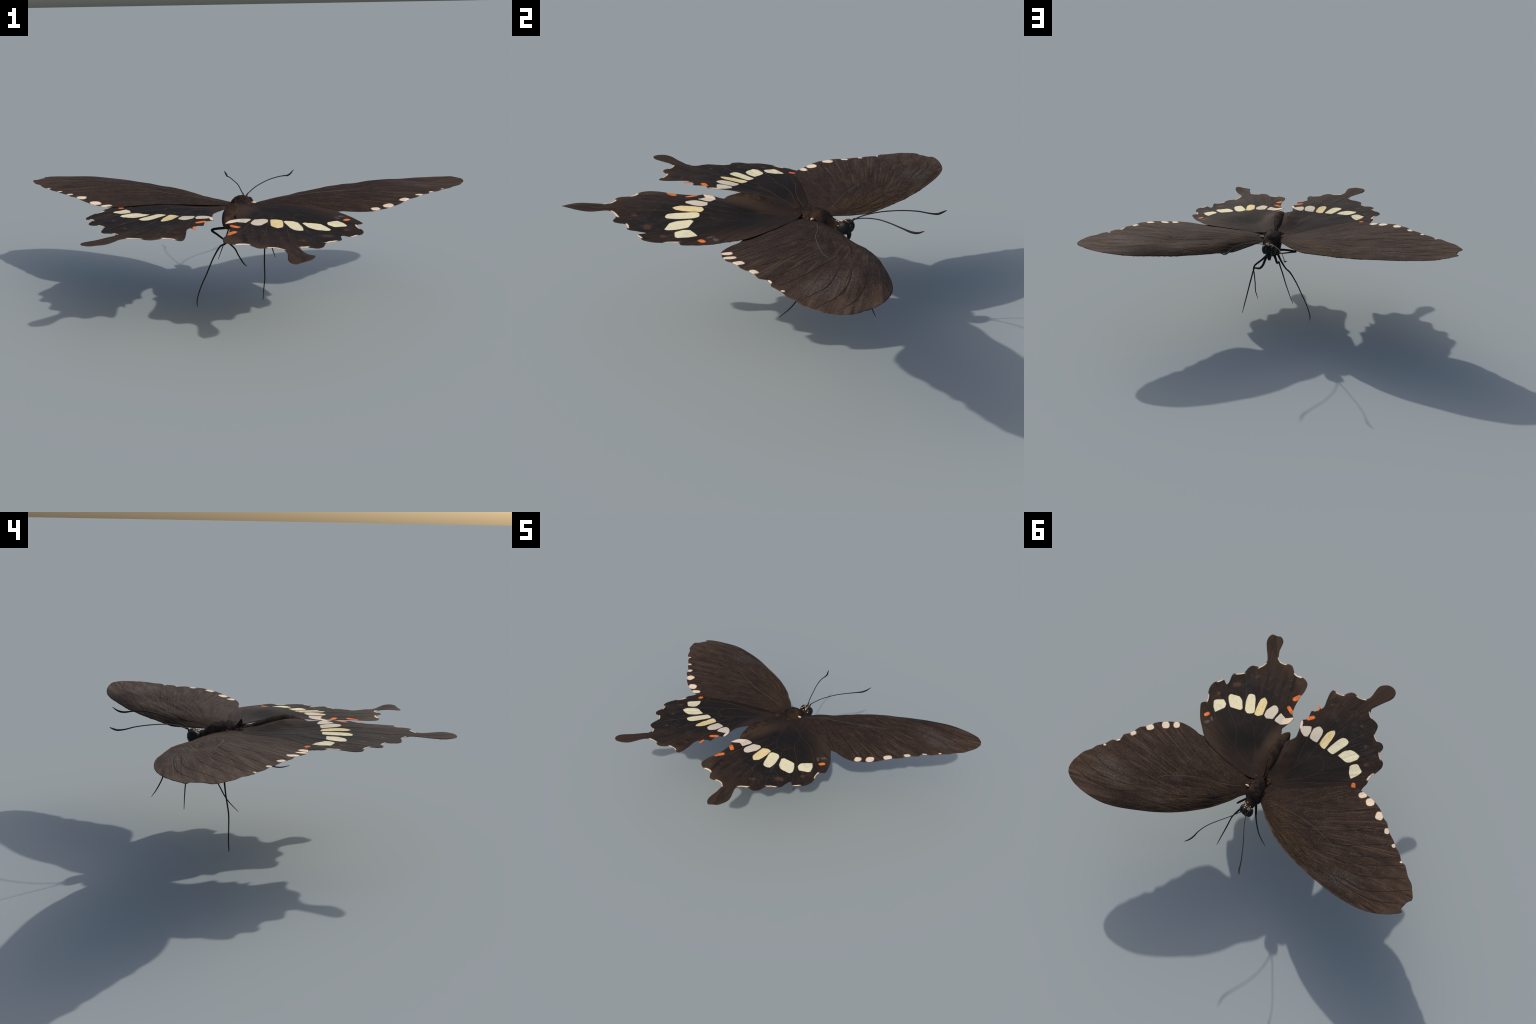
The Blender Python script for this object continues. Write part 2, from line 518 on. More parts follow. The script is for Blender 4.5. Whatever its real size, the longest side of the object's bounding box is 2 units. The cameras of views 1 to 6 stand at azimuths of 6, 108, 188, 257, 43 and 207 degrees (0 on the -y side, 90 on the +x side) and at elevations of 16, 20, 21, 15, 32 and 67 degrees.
FORE_A_LEVELS = [
    (0.595, 0.070, 0.498), (0.648, 0.101, 0.506), (0.714, 0.156, 0.521), (0.780, 0.231, 0.526), (0.837, 0.307, 0.525),
    (0.890, 0.366, 0.525), (0.943, 0.422, 0.526), (0.234, 0.296, 0.508), (0.074, 0.222, 0.486), (0.449, 0.539, 0.511),
    (0.560, 0.385, 0.523), (0.500, 0.450, 0.511), (0.460, 0.096, 0.497), (0.406, 0.388, 0.514), (0.942, 0.628, 0.532), (0.880, 0.650, 0.525), (0.798, 0.662, 0.519),
    (0.656, 0.651, 0.506), (0.559, 0.621, 0.499), (0.450, 0.579, 0.489), (0.371, 0.542, 0.485),
    (0.297, 0.496, 0.479), (0.235, 0.448, 0.470), (0.202, 0.417, 0.464), (0.998, 0.578, 0.531), (0.400, 0.075, 0.486), (0.300, 0.090, 0.490),
    (0.250, 0.110, 0.4905), (0.100, 0.140, 0.488), (0.140, 0.261, 0.497), (0.192, 0.277, 0.505), (0.245, 0.289, 0.507), (0.297, 0.302, 0.514),
    (0.348, 0.317, 0.519), (0.667, 0.465, 0.528), (0.677, 0.307, 0.525), (0.578, 0.260, 0.523),
    (0.325, 0.400, 0.504), (0.520, 0.215, 0.516), (0.870, 0.580, 0.521), (0.112, 0.290, 0.484), (0.147, 0.328, 0.486), (0.235, 0.408, 0.492), (0.297, 0.456, 0.497), (0.371, 0.502, 0.504), (0.559, 0.581, 0.517), (0.656, 0.611, 0.520)]
# --- fore wing on the -x side, its tip torn
FORE_B = [
    (0.000, 0.262), (-0.030, 0.268), (-0.052, 0.287), (-0.095, 0.332), (-0.155, 0.383), (-0.197, 0.418), (-0.265, 0.459), (-0.351, 0.499),
    (-0.452, 0.535), (-0.539, 0.562), (-0.611, 0.579), (-0.670, 0.589), (-0.746, 0.596), (-0.807, 0.593), (-0.887, 0.572),
    (-0.946, 0.544), (-0.976, 0.519), (-0.966, 0.507), (-0.970, 0.491), (-0.977, 0.471), (-0.983, 0.457), (-1.000, 0.438),
    (-0.994, 0.418), (-0.981, 0.392), (-0.963, 0.360), (-0.940, 0.340), (-0.928, 0.327), (-0.905, 0.294), (-0.893, 0.280),
    (-0.876, 0.274), (-0.863, 0.263), (-0.852, 0.246), (-0.828, 0.223), (-0.810, 0.210), (-0.791, 0.187), (-0.766, 0.165),
    (-0.747, 0.149), (-0.728, 0.123), (-0.713, 0.103), (-0.689, 0.089), (-0.671, 0.070), (-0.658, 0.055), (-0.646, 0.045),
    (-0.618, 0.026), (-0.589, 0.012), (-0.552, -0.001), (-0.520, -0.010), (-0.490, -0.012), (-0.459, -0.008), (-0.425, 0.002),
    (-0.386, 0.022), (-0.325, 0.057), (-0.224, 0.109), (-0.106, 0.160), (0.000, 0.178)]
FORE_B_LEVELS = [
    (-0.532, 0.009, 0.516), (-0.662, 0.084, 0.535), (-0.732, 0.148, 0.535), (-0.799, 0.209, 0.535), (-0.871, 0.275, 0.536),
    (-0.928, 0.331, 0.541), (-0.998, 0.428, 0.541), (-0.975, 0.518, 0.540), (-0.360, 0.170, 0.512), (-0.151, 0.385, 0.469),
    (-0.198, 0.419, 0.477), (-0.265, 0.459, 0.486), (-0.350, 0.499, 0.493), (-0.453, 0.535, 0.502), (-0.538, 0.562, 0.513),
    (-0.612, 0.579, 0.520), (-0.671, 0.589, 0.524), (-0.746, 0.596, 0.530), (-0.807, 0.593, 0.532), (-0.888, 0.572, 0.535),
    (-0.946, 0.544, 0.540), (-0.030, 0.200, 0.487), (-0.570, 0.429, 0.533), (-0.425, 0.006, 0.519), (-0.224, 0.112, 0.504), (-0.106, 0.165, 0.490), (-0.325, 0.060, 0.516),
    (-0.221, 0.269, 0.507), (-0.307, 0.278, 0.514), (-0.394, 0.302, 0.522), (-0.457, 0.327, 0.530), (-0.514, 0.350, 0.534), (-0.556, 0.494, 0.530),
    (-0.435, 0.390, 0.515), (-0.155, 0.343, 0.487), (-0.265, 0.419, 0.499), (-0.351, 0.459, 0.509), (-0.452, 0.495, 0.518)]
# --- hind wing on the +x side: scalloped, tail curled, a tear in the margin
HIND_A = [
    (0.015, 0.160), (0.078, 0.174), (0.195, 0.156), (0.302, 0.122), (0.399, 0.080), (0.429, 0.053), (0.463, 0.012), (0.493, -0.025),
    (0.516, -0.065), (0.529, -0.093), (0.538, -0.122), (0.517, -0.142), (0.519, -0.168), (0.533, -0.197), (0.541, -0.226),
    (0.541, -0.251), (0.533, -0.276), (0.515, -0.291), (0.495, -0.313), (0.480, -0.304), (0.470, -0.295), (0.462, -0.294),
    (0.458, -0.302), (0.457, -0.321), (0.461, -0.359), (0.456, -0.374), (0.424, -0.389), (0.404, -0.411), (0.399, -0.443),
    (0.389, -0.465), (0.377, -0.473), (0.353, -0.475), (0.332, -0.486), (0.320, -0.505), (0.316, -0.528), (0.329, -0.559),
    (0.343, -0.583), (0.364, -0.619), (0.375, -0.646), (0.375, -0.679), (0.364, -0.700), (0.347, -0.703), (0.331, -0.707),
    (0.317, -0.712), (0.298, -0.700), (0.288, -0.681), (0.284, -0.654), (0.281, -0.621), (0.274, -0.596), (0.264, -0.571),
    (0.246, -0.556), (0.222, -0.549), (0.191, -0.560), (0.170, -0.558), (0.151, -0.539), (0.137, -0.522), (0.112, -0.513),
    (0.088, -0.516), (0.065, -0.510), (0.041, -0.493), (0.033, -0.470), (0.032, -0.431), (0.038, -0.399), (0.040, -0.363),
    (0.039, -0.317), (0.033, -0.280), (0.025, -0.263), (0.010, -0.251), (0.015, -0.226), (0.027, -0.199), (0.040, -0.170),
    (0.042, -0.158), (0.034, -0.140), (0.030, -0.075), (0.028, -0.005), (0.026, 0.057), (0.015, 0.110)]
HIND_A_LEVELS = [
    (0.434, -0.148, 0.486), (0.362, -0.210, 0.488), (0.141, -0.230, 0.510), (0.476, -0.070, 0.483), (0.055, -0.292, 0.505),
    (0.054, -0.379, 0.501), (0.012, -0.249, 0.508), (0.316, -0.530, 0.488), (0.269, -0.574, 0.491), (0.461, -0.298, 0.475),
    (0.494, -0.312, 0.476), (0.458, -0.373, 0.477), (0.111, -0.515, 0.495), (0.535, -0.120, 0.482), (0.525, -0.170, 0.478),
    (0.259, -0.128, 0.501), (0.226, -0.131, 0.507), (0.280, -0.064, 0.505), (0.455, -0.027, 0.487), (0.031, -0.137, 0.513),
    (0.345, -0.585, 0.482), (0.364, -0.619, 0.487), (0.374, -0.651, 0.494), (0.373, -0.677, 0.497), (0.275, -0.604, 0.493),
    (0.280, -0.657, 0.490), (0.289, -0.686, 0.486), (0.310, -0.708, 0.481), (0.331, -0.709, 0.484), (0.364, -0.700, 0.493), (0.277, -0.238, 0.497), (0.208, -0.239, 0.505), (0.389, -0.464, 0.472), (0.353, -0.474, 0.475), (0.400, -0.430, 0.475), (0.254, -0.392, 0.498), (0.060, 0.140, 0.497), (0.117, 0.000, 0.496), (0.200, 0.120, 0.499), (0.300, 0.090, 0.498),
    (0.055, -0.020, 0.525), (0.052, -0.080, 0.520), (0.055, 0.040, 0.513), (0.058, 0.090, 0.502)]
# --- hind wing on the -x side: frayed inner corner
HIND_B = [
    (0.005, 0.110), (-0.004, 0.047), (-0.005, 0.003), (-0.009, -0.060), (-0.018, -0.094), (-0.037, -0.119), (-0.053, -0.145), (-0.053, -0.172),
    (-0.048, -0.207), (-0.039, -0.233), (-0.036, -0.254), (-0.041, -0.259), (-0.059, -0.270), (-0.065, -0.298), (-0.064, -0.332),
    (-0.082, -0.337), (-0.090, -0.347), (-0.086, -0.385), (-0.097, -0.372), (-0.105, -0.367), (-0.113, -0.377), (-0.116, -0.399),
    (-0.113, -0.421), (-0.110, -0.449), (-0.108, -0.491), (-0.115, -0.511), (-0.133, -0.509), (-0.157, -0.500), (-0.184, -0.507),
    (-0.200, -0.526), (-0.219, -0.540), (-0.238, -0.541), (-0.257, -0.532), (-0.280, -0.525), (-0.307, -0.533), (-0.325, -0.547),
    (-0.335, -0.574), (-0.341, -0.612), (-0.352, -0.642), (-0.380, -0.663), (-0.411, -0.668), (-0.435, -0.658), (-0.447, -0.642),
    (-0.449, -0.615), (-0.439, -0.593), (-0.410, -0.557), (-0.382, -0.520), (-0.363, -0.490), (-0.366, -0.475), (-0.365, -0.458),
    (-0.382, -0.442), (-0.405, -0.434), (-0.427, -0.424), (-0.437, -0.412), (-0.441, -0.392), (-0.441, -0.369), (-0.443, -0.353),
    (-0.455, -0.337), (-0.473, -0.323), (-0.498, -0.322), (-0.515, -0.308), (-0.519, -0.291), (-0.514, -0.269), (-0.518, -0.249),
    (-0.532, -0.232), (-0.552, -0.219), (-0.559, -0.193), (-0.552, -0.165), (-0.540, -0.138), (-0.527, -0.113), (-0.523, -0.085),
    (-0.524, -0.065), (-0.514, -0.034), (-0.508, -0.004), (-0.478, 0.035), (-0.380, 0.100), (-0.279, 0.155), (-0.122, 0.200), (0.000, 0.190)]
HIND_B_LEVELS = [
    (-0.085, -0.205, 0.521), (-0.149, -0.214, 0.521), (-0.219, -0.210, 0.520), (-0.288, -0.201, 0.517), (-0.368, -0.170, 0.517),
    (-0.436, -0.100, 0.518), (-0.462, -0.023, 0.513), (-0.078, -0.289, 0.522), (-0.087, -0.385, 0.515), (-0.037, -0.255, 0.521),
    (-0.113, -0.510, 0.504), (-0.163, -0.503, 0.511), (-0.222, -0.539, 0.514), (-0.280, -0.525, 0.516), (-0.436, -0.419, 0.508), (-0.445, -0.351, 0.512),
    (-0.513, -0.314, 0.512), (-0.516, -0.243, 0.517), (-0.554, -0.214, 0.511), (-0.525, -0.110, 0.516), (-0.426, -0.001, 0.512),
    (-0.378, -0.518, 0.517), (-0.410, -0.557, 0.516), (-0.446, -0.622, 0.521), (-0.339, -0.604, 0.523), (-0.378, -0.662, 0.526),
    (-0.412, -0.666, 0.524), (-0.030, 0.140, 0.490), (-0.110, 0.168, 0.4840), (-0.293, 0.032, 0.513), (-0.045, 0.115, 0.487), (-0.043, 0.073, 0.498), (-0.042, 0.030, 0.515),
    (-0.041, -0.034, 0.531), (-0.043, -0.099, 0.526), (-0.092, -0.030, 0.505), (-0.092, 0.030, 0.500), (-0.092, -0.100, 0.511), (-0.224, 0.109, 0.498), (-0.280, 0.150, 0.500), (-0.325, 0.062, 0.509), (-0.400, 0.080, 0.509), (-0.130, -0.020, 0.510), (-0.010, -0.030, 0.519), (-0.010, 0.030, 0.507)]

# pale, golden and orange patches: kind, x, y, turn, half length, half width, squareness
# the pale band: convex patches with their corners in plan
HIND_A_BAND = [
    ("cream", [(0.480, -0.166), (0.471, -0.178), (0.431, -0.196), (0.405, -0.176), (0.400, -0.149), (0.439, -0.102), (0.464, -0.129)]),
    ("cream", [(0.418, -0.230), (0.412, -0.246), (0.357, -0.252), (0.332, -0.235), (0.304, -0.186), (0.312, -0.172), (0.374, -0.167), (0.402, -0.198)]),
    ("cream", [(0.315, -0.284), (0.300, -0.295), (0.280, -0.294), (0.267, -0.279), (0.230, -0.192), (0.239, -0.178), (0.267, -0.169), (0.287, -0.182), (0.311, -0.244)]),
    ("gold", [(0.220, -0.301), (0.201, -0.291), (0.190, -0.277), (0.183, -0.235), (0.180, -0.193), (0.202, -0.175), (0.226, -0.179), (0.236, -0.243), (0.235, -0.282)]),
    ("pearl", [(0.152, -0.275), (0.135, -0.281), (0.117, -0.269), (0.108, -0.250), (0.113, -0.196), (0.152, -0.182), (0.171, -0.195), (0.173, -0.231)]),
    ("pearl", [(0.090, -0.250), (0.076, -0.243), (0.053, -0.232), (0.049, -0.192), (0.061, -0.182), (0.101, -0.188), (0.104, -0.203)]),
    ("ivory", [(0.062, -0.225), (0.010, -0.258), (0.013, -0.227), (0.026, -0.203), (0.057, -0.184)])]
HIND_B_BAND = [
    ("pearl", [(-0.059, -0.223), (-0.074, -0.233), (-0.104, -0.243), (-0.115, -0.214), (-0.110, -0.177), (-0.090, -0.172), (-0.060, -0.191), (-0.055, -0.205)]),
    ("pearl", [(-0.138, -0.259), (-0.149, -0.263), (-0.173, -0.250), (-0.180, -0.222), (-0.173, -0.170), (-0.157, -0.167), (-0.124, -0.176), (-0.119, -0.195), (-0.120, -0.235)]),
    ("gold", [(-0.214, -0.267), (-0.234, -0.278), (-0.243, -0.261), (-0.242, -0.222), (-0.228, -0.150), (-0.211, -0.151), (-0.188, -0.166), (-0.187, -0.181), (-0.199, -0.245)]),
    ("cream", [(-0.292, -0.257), (-0.310, -0.261), (-0.331, -0.250), (-0.333, -0.231), (-0.284, -0.142), (-0.267, -0.141), (-0.242, -0.153), (-0.245, -0.167), (-0.276, -0.239)]),
    ("cream", [(-0.330, -0.186), (-0.361, -0.209), (-0.390, -0.208), (-0.422, -0.195), (-0.419, -0.170), (-0.386, -0.135), (-0.368, -0.129), (-0.310, -0.148)]),
    ("cream", [(-0.397, -0.118), (-0.407, -0.133), (-0.432, -0.147), (-0.450, -0.135), (-0.471, -0.116), (-0.464, -0.092), (-0.432, -0.052), (-0.410, -0.077)])]
HIND_A_PATCHES = [
    ("orange", 0.476, -0.071, -125, 0.0165, 0.0110, 3), ("orange", 0.052, -0.291, 144, 0.0265, 0.0105, 3.5),
    ("orange", 0.051, -0.378, -124, 0.0265, 0.0135, 3), ("rim", 0.521, -0.167, 108, 0.0280, 0.0060, 2), ("rim", 0.508, -0.298, -130, 0.0205, 0.0040, 2),
    ("rim", 0.423, -0.391, -146, 0.0280, 0.0050, 2), ("rim", 0.330, -0.491, -124, 0.0290, 0.0060, 2), ("rim", 0.252, -0.561, 141, 0.0205, 0.0050, 2),
    ("rim", 0.222, -0.553, 179, 0.0210, 0.0071, 2), ("ivory", 0.111, -0.517, 173, 0.0266, 0.0102, 2), ("rust", 0.319, -0.415, -129, 0.0141, 0.0087, 2),
    ("rust", 0.408, -0.316, -150, 0.0221, 0.0147, 2), ("rust", 0.478, -0.221, -142, 0.0117, 0.0113, 2), ("rust", 0.119, -0.429, -136, 0.0085, 0.0067, 2),
    ("ash", 0.452, -0.027, -136, 0.0154, 0.0078, 2), ("ash", 0.436, -0.055, 137, 0.0128, 0.0061, 2)]
HIND_B_PATCHES = [
    ("ivory", -0.048, -0.229, 107, 0.0276, 0.0071, 2.4), ("orange", -0.462, -0.022, 111, 0.0161, 0.0117, 2.6), ("orange", -0.078, -0.289, -137, 0.0236, 0.0110, 3.5),
    ("orange", -0.091, -0.367, 98, 0.0190, 0.0067, 2), ("rim", -0.162, -0.506, 180, 0.0263, 0.0073, 2), ("rim", -0.284, -0.531, -179, 0.0302, 0.0065, 2),
    ("rim", -0.372, -0.456, 131, 0.0214, 0.0052, 2), ("rim", -0.458, -0.338, 136, 0.0231, 0.0057, 2), ("rim", -0.521, -0.246, 124, 0.0240, 0.0047, 2),
    ("ivory", -0.526, -0.109, 70, 0.0271, 0.0083, 2.4), ("rust", -0.357, -0.371, 170, 0.0082, 0.0069, 2), ("rust", -0.429, -0.263, 162, 0.0089, 0.0093, 2),
    ("rust", -0.474, -0.162, -133, 0.0132, 0.0084, 2), ("rust", -0.152, -0.422, -138, 0.0095, 0.0065, 2), ("ash", -0.425, -0.002, -148, 0.0044, 0.0050, 2)]
FORE_A_PATCHES = [
    ("ivory", 0.594, 0.070, -156, 0.0174, 0.0186, 2.6), ("ivory", 0.647, 0.100, -150, 0.0206, 0.0213, 2.6), ("ivory", 0.715, 0.156, -136, 0.0206, 0.0169, 3),
    ("ivory", 0.780, 0.231, -128, 0.0162, 0.0121, 3), ("ivory", 0.836, 0.303, -143, 0.0113, 0.0054, 2), ("ivory", 0.890, 0.362, -143, 0.0072, 0.0056, 2)]
FORE_B_PATCHES = [
    ("ivory", -0.532, 0.007, -144, 0.0232, 0.0168, 2.6), ("ivory", -0.585, 0.030, -150, 0.0225, 0.0230, 2.6), ("ivory", -0.663, 0.085, -176, 0.0207, 0.0239, 3),
    ("ivory", -0.733, 0.147, -162, 0.0129, 0.0159, 3), ("ivory", -0.799, 0.207, -149, 0.0107, 0.0103, 2.2), ("ivory", -0.870, 0.273, -167, 0.0077, 0.0054, 2)]

mat_fore_a = fore_wing_material("brown_wing_scales_a", 1, FORE_A_PATCHES, (0.775, 0.475, -20, 0.10, 0.05))
mat_fore_b = fore_wing_material("brown_wing_scales_b", -1, FORE_B_PATCHES, (-0.62, 0.50, 10, 0.08, 0.04))
mat_hind_a = hind_wing_material("black_wing_scales_a", 1, HIND_A_PATCHES, HIND_A_BAND, (0.24, -0.16, -55, 0.46, 0.30),
                                (0.325, -0.64, -70, 0.13, 0.07), (0.06, -0.06, 85, 0.15, 0.035), (0.40, 0.07, -40, 0.22, 0.05))
mat_hind_b = hind_wing_material("black_wing_scales_b", -1, HIND_B_PATCHES, HIND_B_BAND, (-0.26, -0.15, -125, 0.45, 0.30),
                                (-0.39, -0.60, -120, 0.12, 0.08), (-0.05, -0.03, 95, 0.14, 0.035), (-0.60, 0.30, 0, 0.02, 0.02))

fore_a = Wing("fore_wing", butterfly, FORE_A, FORE_A_LEVELS, (0.02, 0.27), (-0.06, 0.44), 8.0, 0.0028, mat_fore_a)
fore_b = Wing("fore_wing", butterfly, FORE_B, FORE_B_LEVELS, (-0.02, 0.27), (0.06, 0.44), 8.0, 0.0028, mat_fore_b)
hind_a = Wing("hind_wing", butterfly, HIND_A, HIND_A_LEVELS, (0.05, 0.14), (0.05, 0.14), 5.0, 0.0025, mat_hind_a)
hind_b = Wing("hind_wing", butterfly, HIND_B, HIND_B_LEVELS, (-0.05, 0.14), (-0.05, 0.14), 5.0, 0.0025, mat_hind_b)

# --- veins
mat_vein_black = plain_material("hind_vein_brown", lin(54, 42, 36), lin(74, 57, 48), 40, 0.8, 0.15)
mat_vein_brown = plain_material("fore_vein_brown", lin(37, 28, 24), lin(56, 44, 37), 40, 0.8, 0.13, None, 0.2)
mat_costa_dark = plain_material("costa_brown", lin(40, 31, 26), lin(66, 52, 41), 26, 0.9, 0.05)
mat_costa = plain_material("costa_tan", lin(66, 51, 40), lin(108, 85, 63), 22, 0.9, 0.05)
mat_vein_grey = plain_material("cell_vein_grey", lin(70, 65, 61), lin(98, 93, 88), 60, 0.8, 0.15)
for pts in [[(0.090, 0.160), (0.200, 0.138), (0.297, 0.108), (0.389, 0.046), (0.456, -0.002)],
            [(0.216, 0.056), (0.288, 0.024), (0.347, -0.010), (0.407, -0.057), (0.451, -0.106), (0.495, -0.179)],
            [(0.100, 0.125), (0.222, 0.053), (0.252, -0.003), (0.282, -0.063), (0.340, -0.115), (0.393, -0.167), (0.440, -0.247), (0.465, -0.285)],
            [(0.282, -0.063), (0.269, -0.098), (0.262, -0.127), (0.292, -0.183), (0.326, -0.279), (0.393, -0.401)],
            [(0.262, -0.127), (0.227, -0.130), (0.2275, -0.180), (0.240, -0.235), (0.250, -0.270), (0.263, -0.369), (0.289, -0.515), (0.310, -0.600), (0.330, -0.690)],
            [(0.227, -0.130), (0.185, -0.093), (0.144, -0.025), (0.112, 0.039), (0.080, 0.120)],
            [(0.185, -0.093), (0.180, -0.158), (0.176, -0.235), (0.177, -0.372), (0.173, -0.468), (0.170, -0.545)],
            [(0.142, -0.026), (0.122, -0.160), (0.105, -0.252), (0.088, -0.345), (0.060, -0.450)]]:
    hind_a.vein(pts, 0.0015, mat_vein_black)
for pts in [[(-0.030, 0.150), (-0.091, 0.136), (-0.199, 0.077), (-0.307, 0.039), (-0.390, -0.011)],
            [(-0.060, 0.125), (-0.140, 0.085), (-0.208, 0.044), (-0.266, -0.029), (-0.261, -0.069), (-0.212, -0.101)],
            [(-0.266, -0.029), (-0.331, -0.076), (-0.390, -0.130), (-0.450, -0.190), (-0.510, -0.262)],
            [(-0.261, -0.069), (-0.309, -0.060)],
            [(-0.040, 0.120), (-0.069, 0.092), (-0.121, 0.017), (-0.163, -0.049), (-0.215, -0.099), (-0.252, -0.099)],
            [(-0.163, -0.049), (-0.176, -0.110), (-0.186, -0.173), (-0.190, -0.245), (-0.205, -0.350), (-0.215, -0.530)],
            [(-0.212, -0.101), (-0.245, -0.187), (-0.265, -0.285), (-0.306, -0.401), (-0.350, -0.509), (-0.400, -0.640)],
            [(-0.252, -0.099), (-0.310, -0.150), (-0.343, -0.264), (-0.389, -0.325), (-0.430, -0.400)],
            [(-0.121, 0.017), (-0.116, -0.110), (-0.118, -0.210), (-0.120, -0.330), (-0.118, -0.500)]]:
    hind_b.vein(pts, 0.0015, mat_vein_black)
for i, pts in enumerate([
        [(0.094, 0.237), (0.141, 0.260), (0.243, 0.291), (0.334, 0.309), (0.425, 0.343), (0.504, 0.383), (0.552, 0.424)],
        [(0.552, 0.424), (0.697, 0.399), (0.858, 0.339)], [(0.524, 0.393), (0.676, 0.346), (0.794, 0.298)], [(0.465, 0.363), (0.606, 0.289), (0.742, 0.218)],
        [(0.343, 0.311), (0.533, 0.192), (0.673, 0.135)], [(0.571, 0.462), (0.655, 0.473), (0.805, 0.474), (0.933, 0.430)],
        [(0.564, 0.475), (0.678, 0.521), (0.826, 0.527), (0.980, 0.487)], [(0.522, 0.486), (0.699, 0.572), (0.872, 0.577), (0.980, 0.552)],
        [(0.090, 0.225), (0.363, 0.142), (0.450, 0.112), (0.556, 0.062)], [(0.090, 0.265), (0.230, 0.380), (0.390, 0.450), (0.522, 0.486)]]):
    fore_a.vein(pts, 0.0014 if i == 0 else 0.0030, mat_vein_grey if i == 0 else mat_vein_brown, -0.0002, 0.7 if i == 0 else 0.3)
for i, pts in enumerate([
        [(-0.091, 0.250), (-0.218, 0.264), (-0.305, 0.275), (-0.393, 0.300), (-0.456, 0.324), (-0.514, 0.349), (-0.569, 0.378)],
        [(-0.393, 0.300), (-0.487, 0.261), (-0.607, 0.196), (-0.714, 0.120)], [(-0.466, 0.325), (-0.548, 0.323), (-0.661, 0.265), (-0.797, 0.194)],
        [(-0.569, 0.378), (-0.669, 0.335), (-0.855, 0.255)], [(-0.574, 0.409), (-0.687, 0.376), (-0.888, 0.284)],
        [(-0.571, 0.434), (-0.669, 0.437), (-0.772, 0.412), (-0.930, 0.342)], [(-0.551, 0.490), (-0.623, 0.486), (-0.741, 0.497), (-0.840, 0.464), (-0.970, 0.394)],
        [(-0.551, 0.490), (-0.685, 0.523), (-0.821, 0.524), (-0.940, 0.487)], [(-0.299, 0.272), (-0.441, 0.190), (-0.570, 0.141), (-0.640, 0.103)],
        [(-0.100, 0.240), (-0.327, 0.149), (-0.471, 0.046)], [(-0.070, 0.275), (-0.200, 0.370), (-0.380, 0.440), (-0.551, 0.490)]]):
    fore_b.vein(pts, 0.0014 if i == 0 else 0.0030, mat_vein_grey if i == 0 else mat_vein_brown, -0.0002, 0.7 if i == 0 else 0.3)

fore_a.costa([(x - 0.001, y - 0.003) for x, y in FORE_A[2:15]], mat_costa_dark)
fore_b.costa([(x + 0.001, y - 0.003) for x, y in FORE_B[2:16]], mat_costa)

# --- body
mat_abdomen = plain_material("abdomen_brown_black", lin(40, 32, 27), lin(64, 50, 39), 30, 0.9, 0.08, lin(122, 94, 58))
mat_thorax = plain_material("thorax_fur", lin(25, 22, 21), lin(58, 42, 34), 24, 0.85, 0.12, lin(108, 78, 60), 0.9)
mat_horn = plain_material("black_chitin", lin(20, 18, 17), lin(32, 28, 25), 60, 0.65, 0.2)
mat_eye = plain_material("black_eye", lin(14, 14, 15), lin(20, 20, 21), 90, 0.5, 0.22, None, 0.1)
mat_pale = plain_material("pale_scales", lin(214, 190, 160), lin(180, 150, 118), 120, 0.85, 0.1)
mat_rim = plain_material("eye_rim_scales", lin(44, 37, 30), lin(170, 148, 116), 110, 0.95, 0.05)
mat_tuft = plain_material("rusty_scales", lin(42, 32, 28), lin(92, 64, 48), 110, 0.95, 0.05)


def abdomen_rings(y, a, x, z):
    ring = abs(math.sin(math.pi * (y + 0.165) / 0.043)) ** 0.5
    return 0.955 + 0.05 * ring + 0.03 * noise.noise((x * 40, y * 40, z * 40))


abdomen = link("abdomen", build_mesh("abdomen", *loft_y([
    (0.150, 0.014, 0.492, 0.420, 0.014), (0.130, 0.014, 0.499, 0.416, 0.028), (0.095, 0.014, 0.502, 0.416, 0.032), (0.042, 0.014, 0.521, 0.422, 0.036),
    (-0.018, 0.014, 0.537, 0.430, 0.039), (-0.075, 0.012, 0.540, 0.440, 0.039), (-0.115, 0.010, 0.530, 0.448, 0.034),
    (-0.145, 0.004, 0.516, 0.458, 0.022), (-0.162, -0.001, 0.506, 0.472, 0.011), (-0.167, -0.003, 0.500, 0.482, 0.003)], 40, 8, 2.1, abdomen_rings)), butterfly, mat_abdomen)


def thorax_lumps(y, a, x, z):
    return 1.0 + 0.10 * noise.noise((x * 22, y * 22, z * 22)) + 0.04 * noise.noise((x * 70, y * 70, z * 70))


thorax = link("thorax", build_mesh("thorax", *loft_y([
    (0.100, 0.014, 0.487, 0.430, 0.008), (0.112, 0.014, 0.497, 0.410, 0.026), (0.142, 0.014, 0.502, 0.388, 0.038), (0.175, 0.013, 0.514, 0.378, 0.045), (0.211, 0.012, 0.521, 0.375, 0.048),
    (0.245, 0.012, 0.519, 0.378, 0.048), (0.266, 0.013, 0.509, 0.388, 0.044), (0.281, 0.015, 0.494, 0.402, 0.035), (0.300, 0.016, 0.483, 0.414, 0.030),
    (0.318, 0.015, 0.478, 0.424, 0.026), (0.334, 0.014, 0.472, 0.436, 0.016)], 40, 8, 2.2, thorax_lumps)), butterfly, mat_thorax)
fin_v, fin_f = limb([(0.000, 0.149, 0.484), (-0.003, 0.146, 0.504), (-0.005, 0.143, 0.518), (-0.0065, 0.140, 0.530)], [0.020, 0.0165, 0.010, 0.002], 8, 16)
crest = link("crest", build_mesh("crest", [(-0.004 + (p[0] + 0.004) * 0.35, p[1], p[2]) for p in fin_v], fin_f), thorax, mat_thorax)

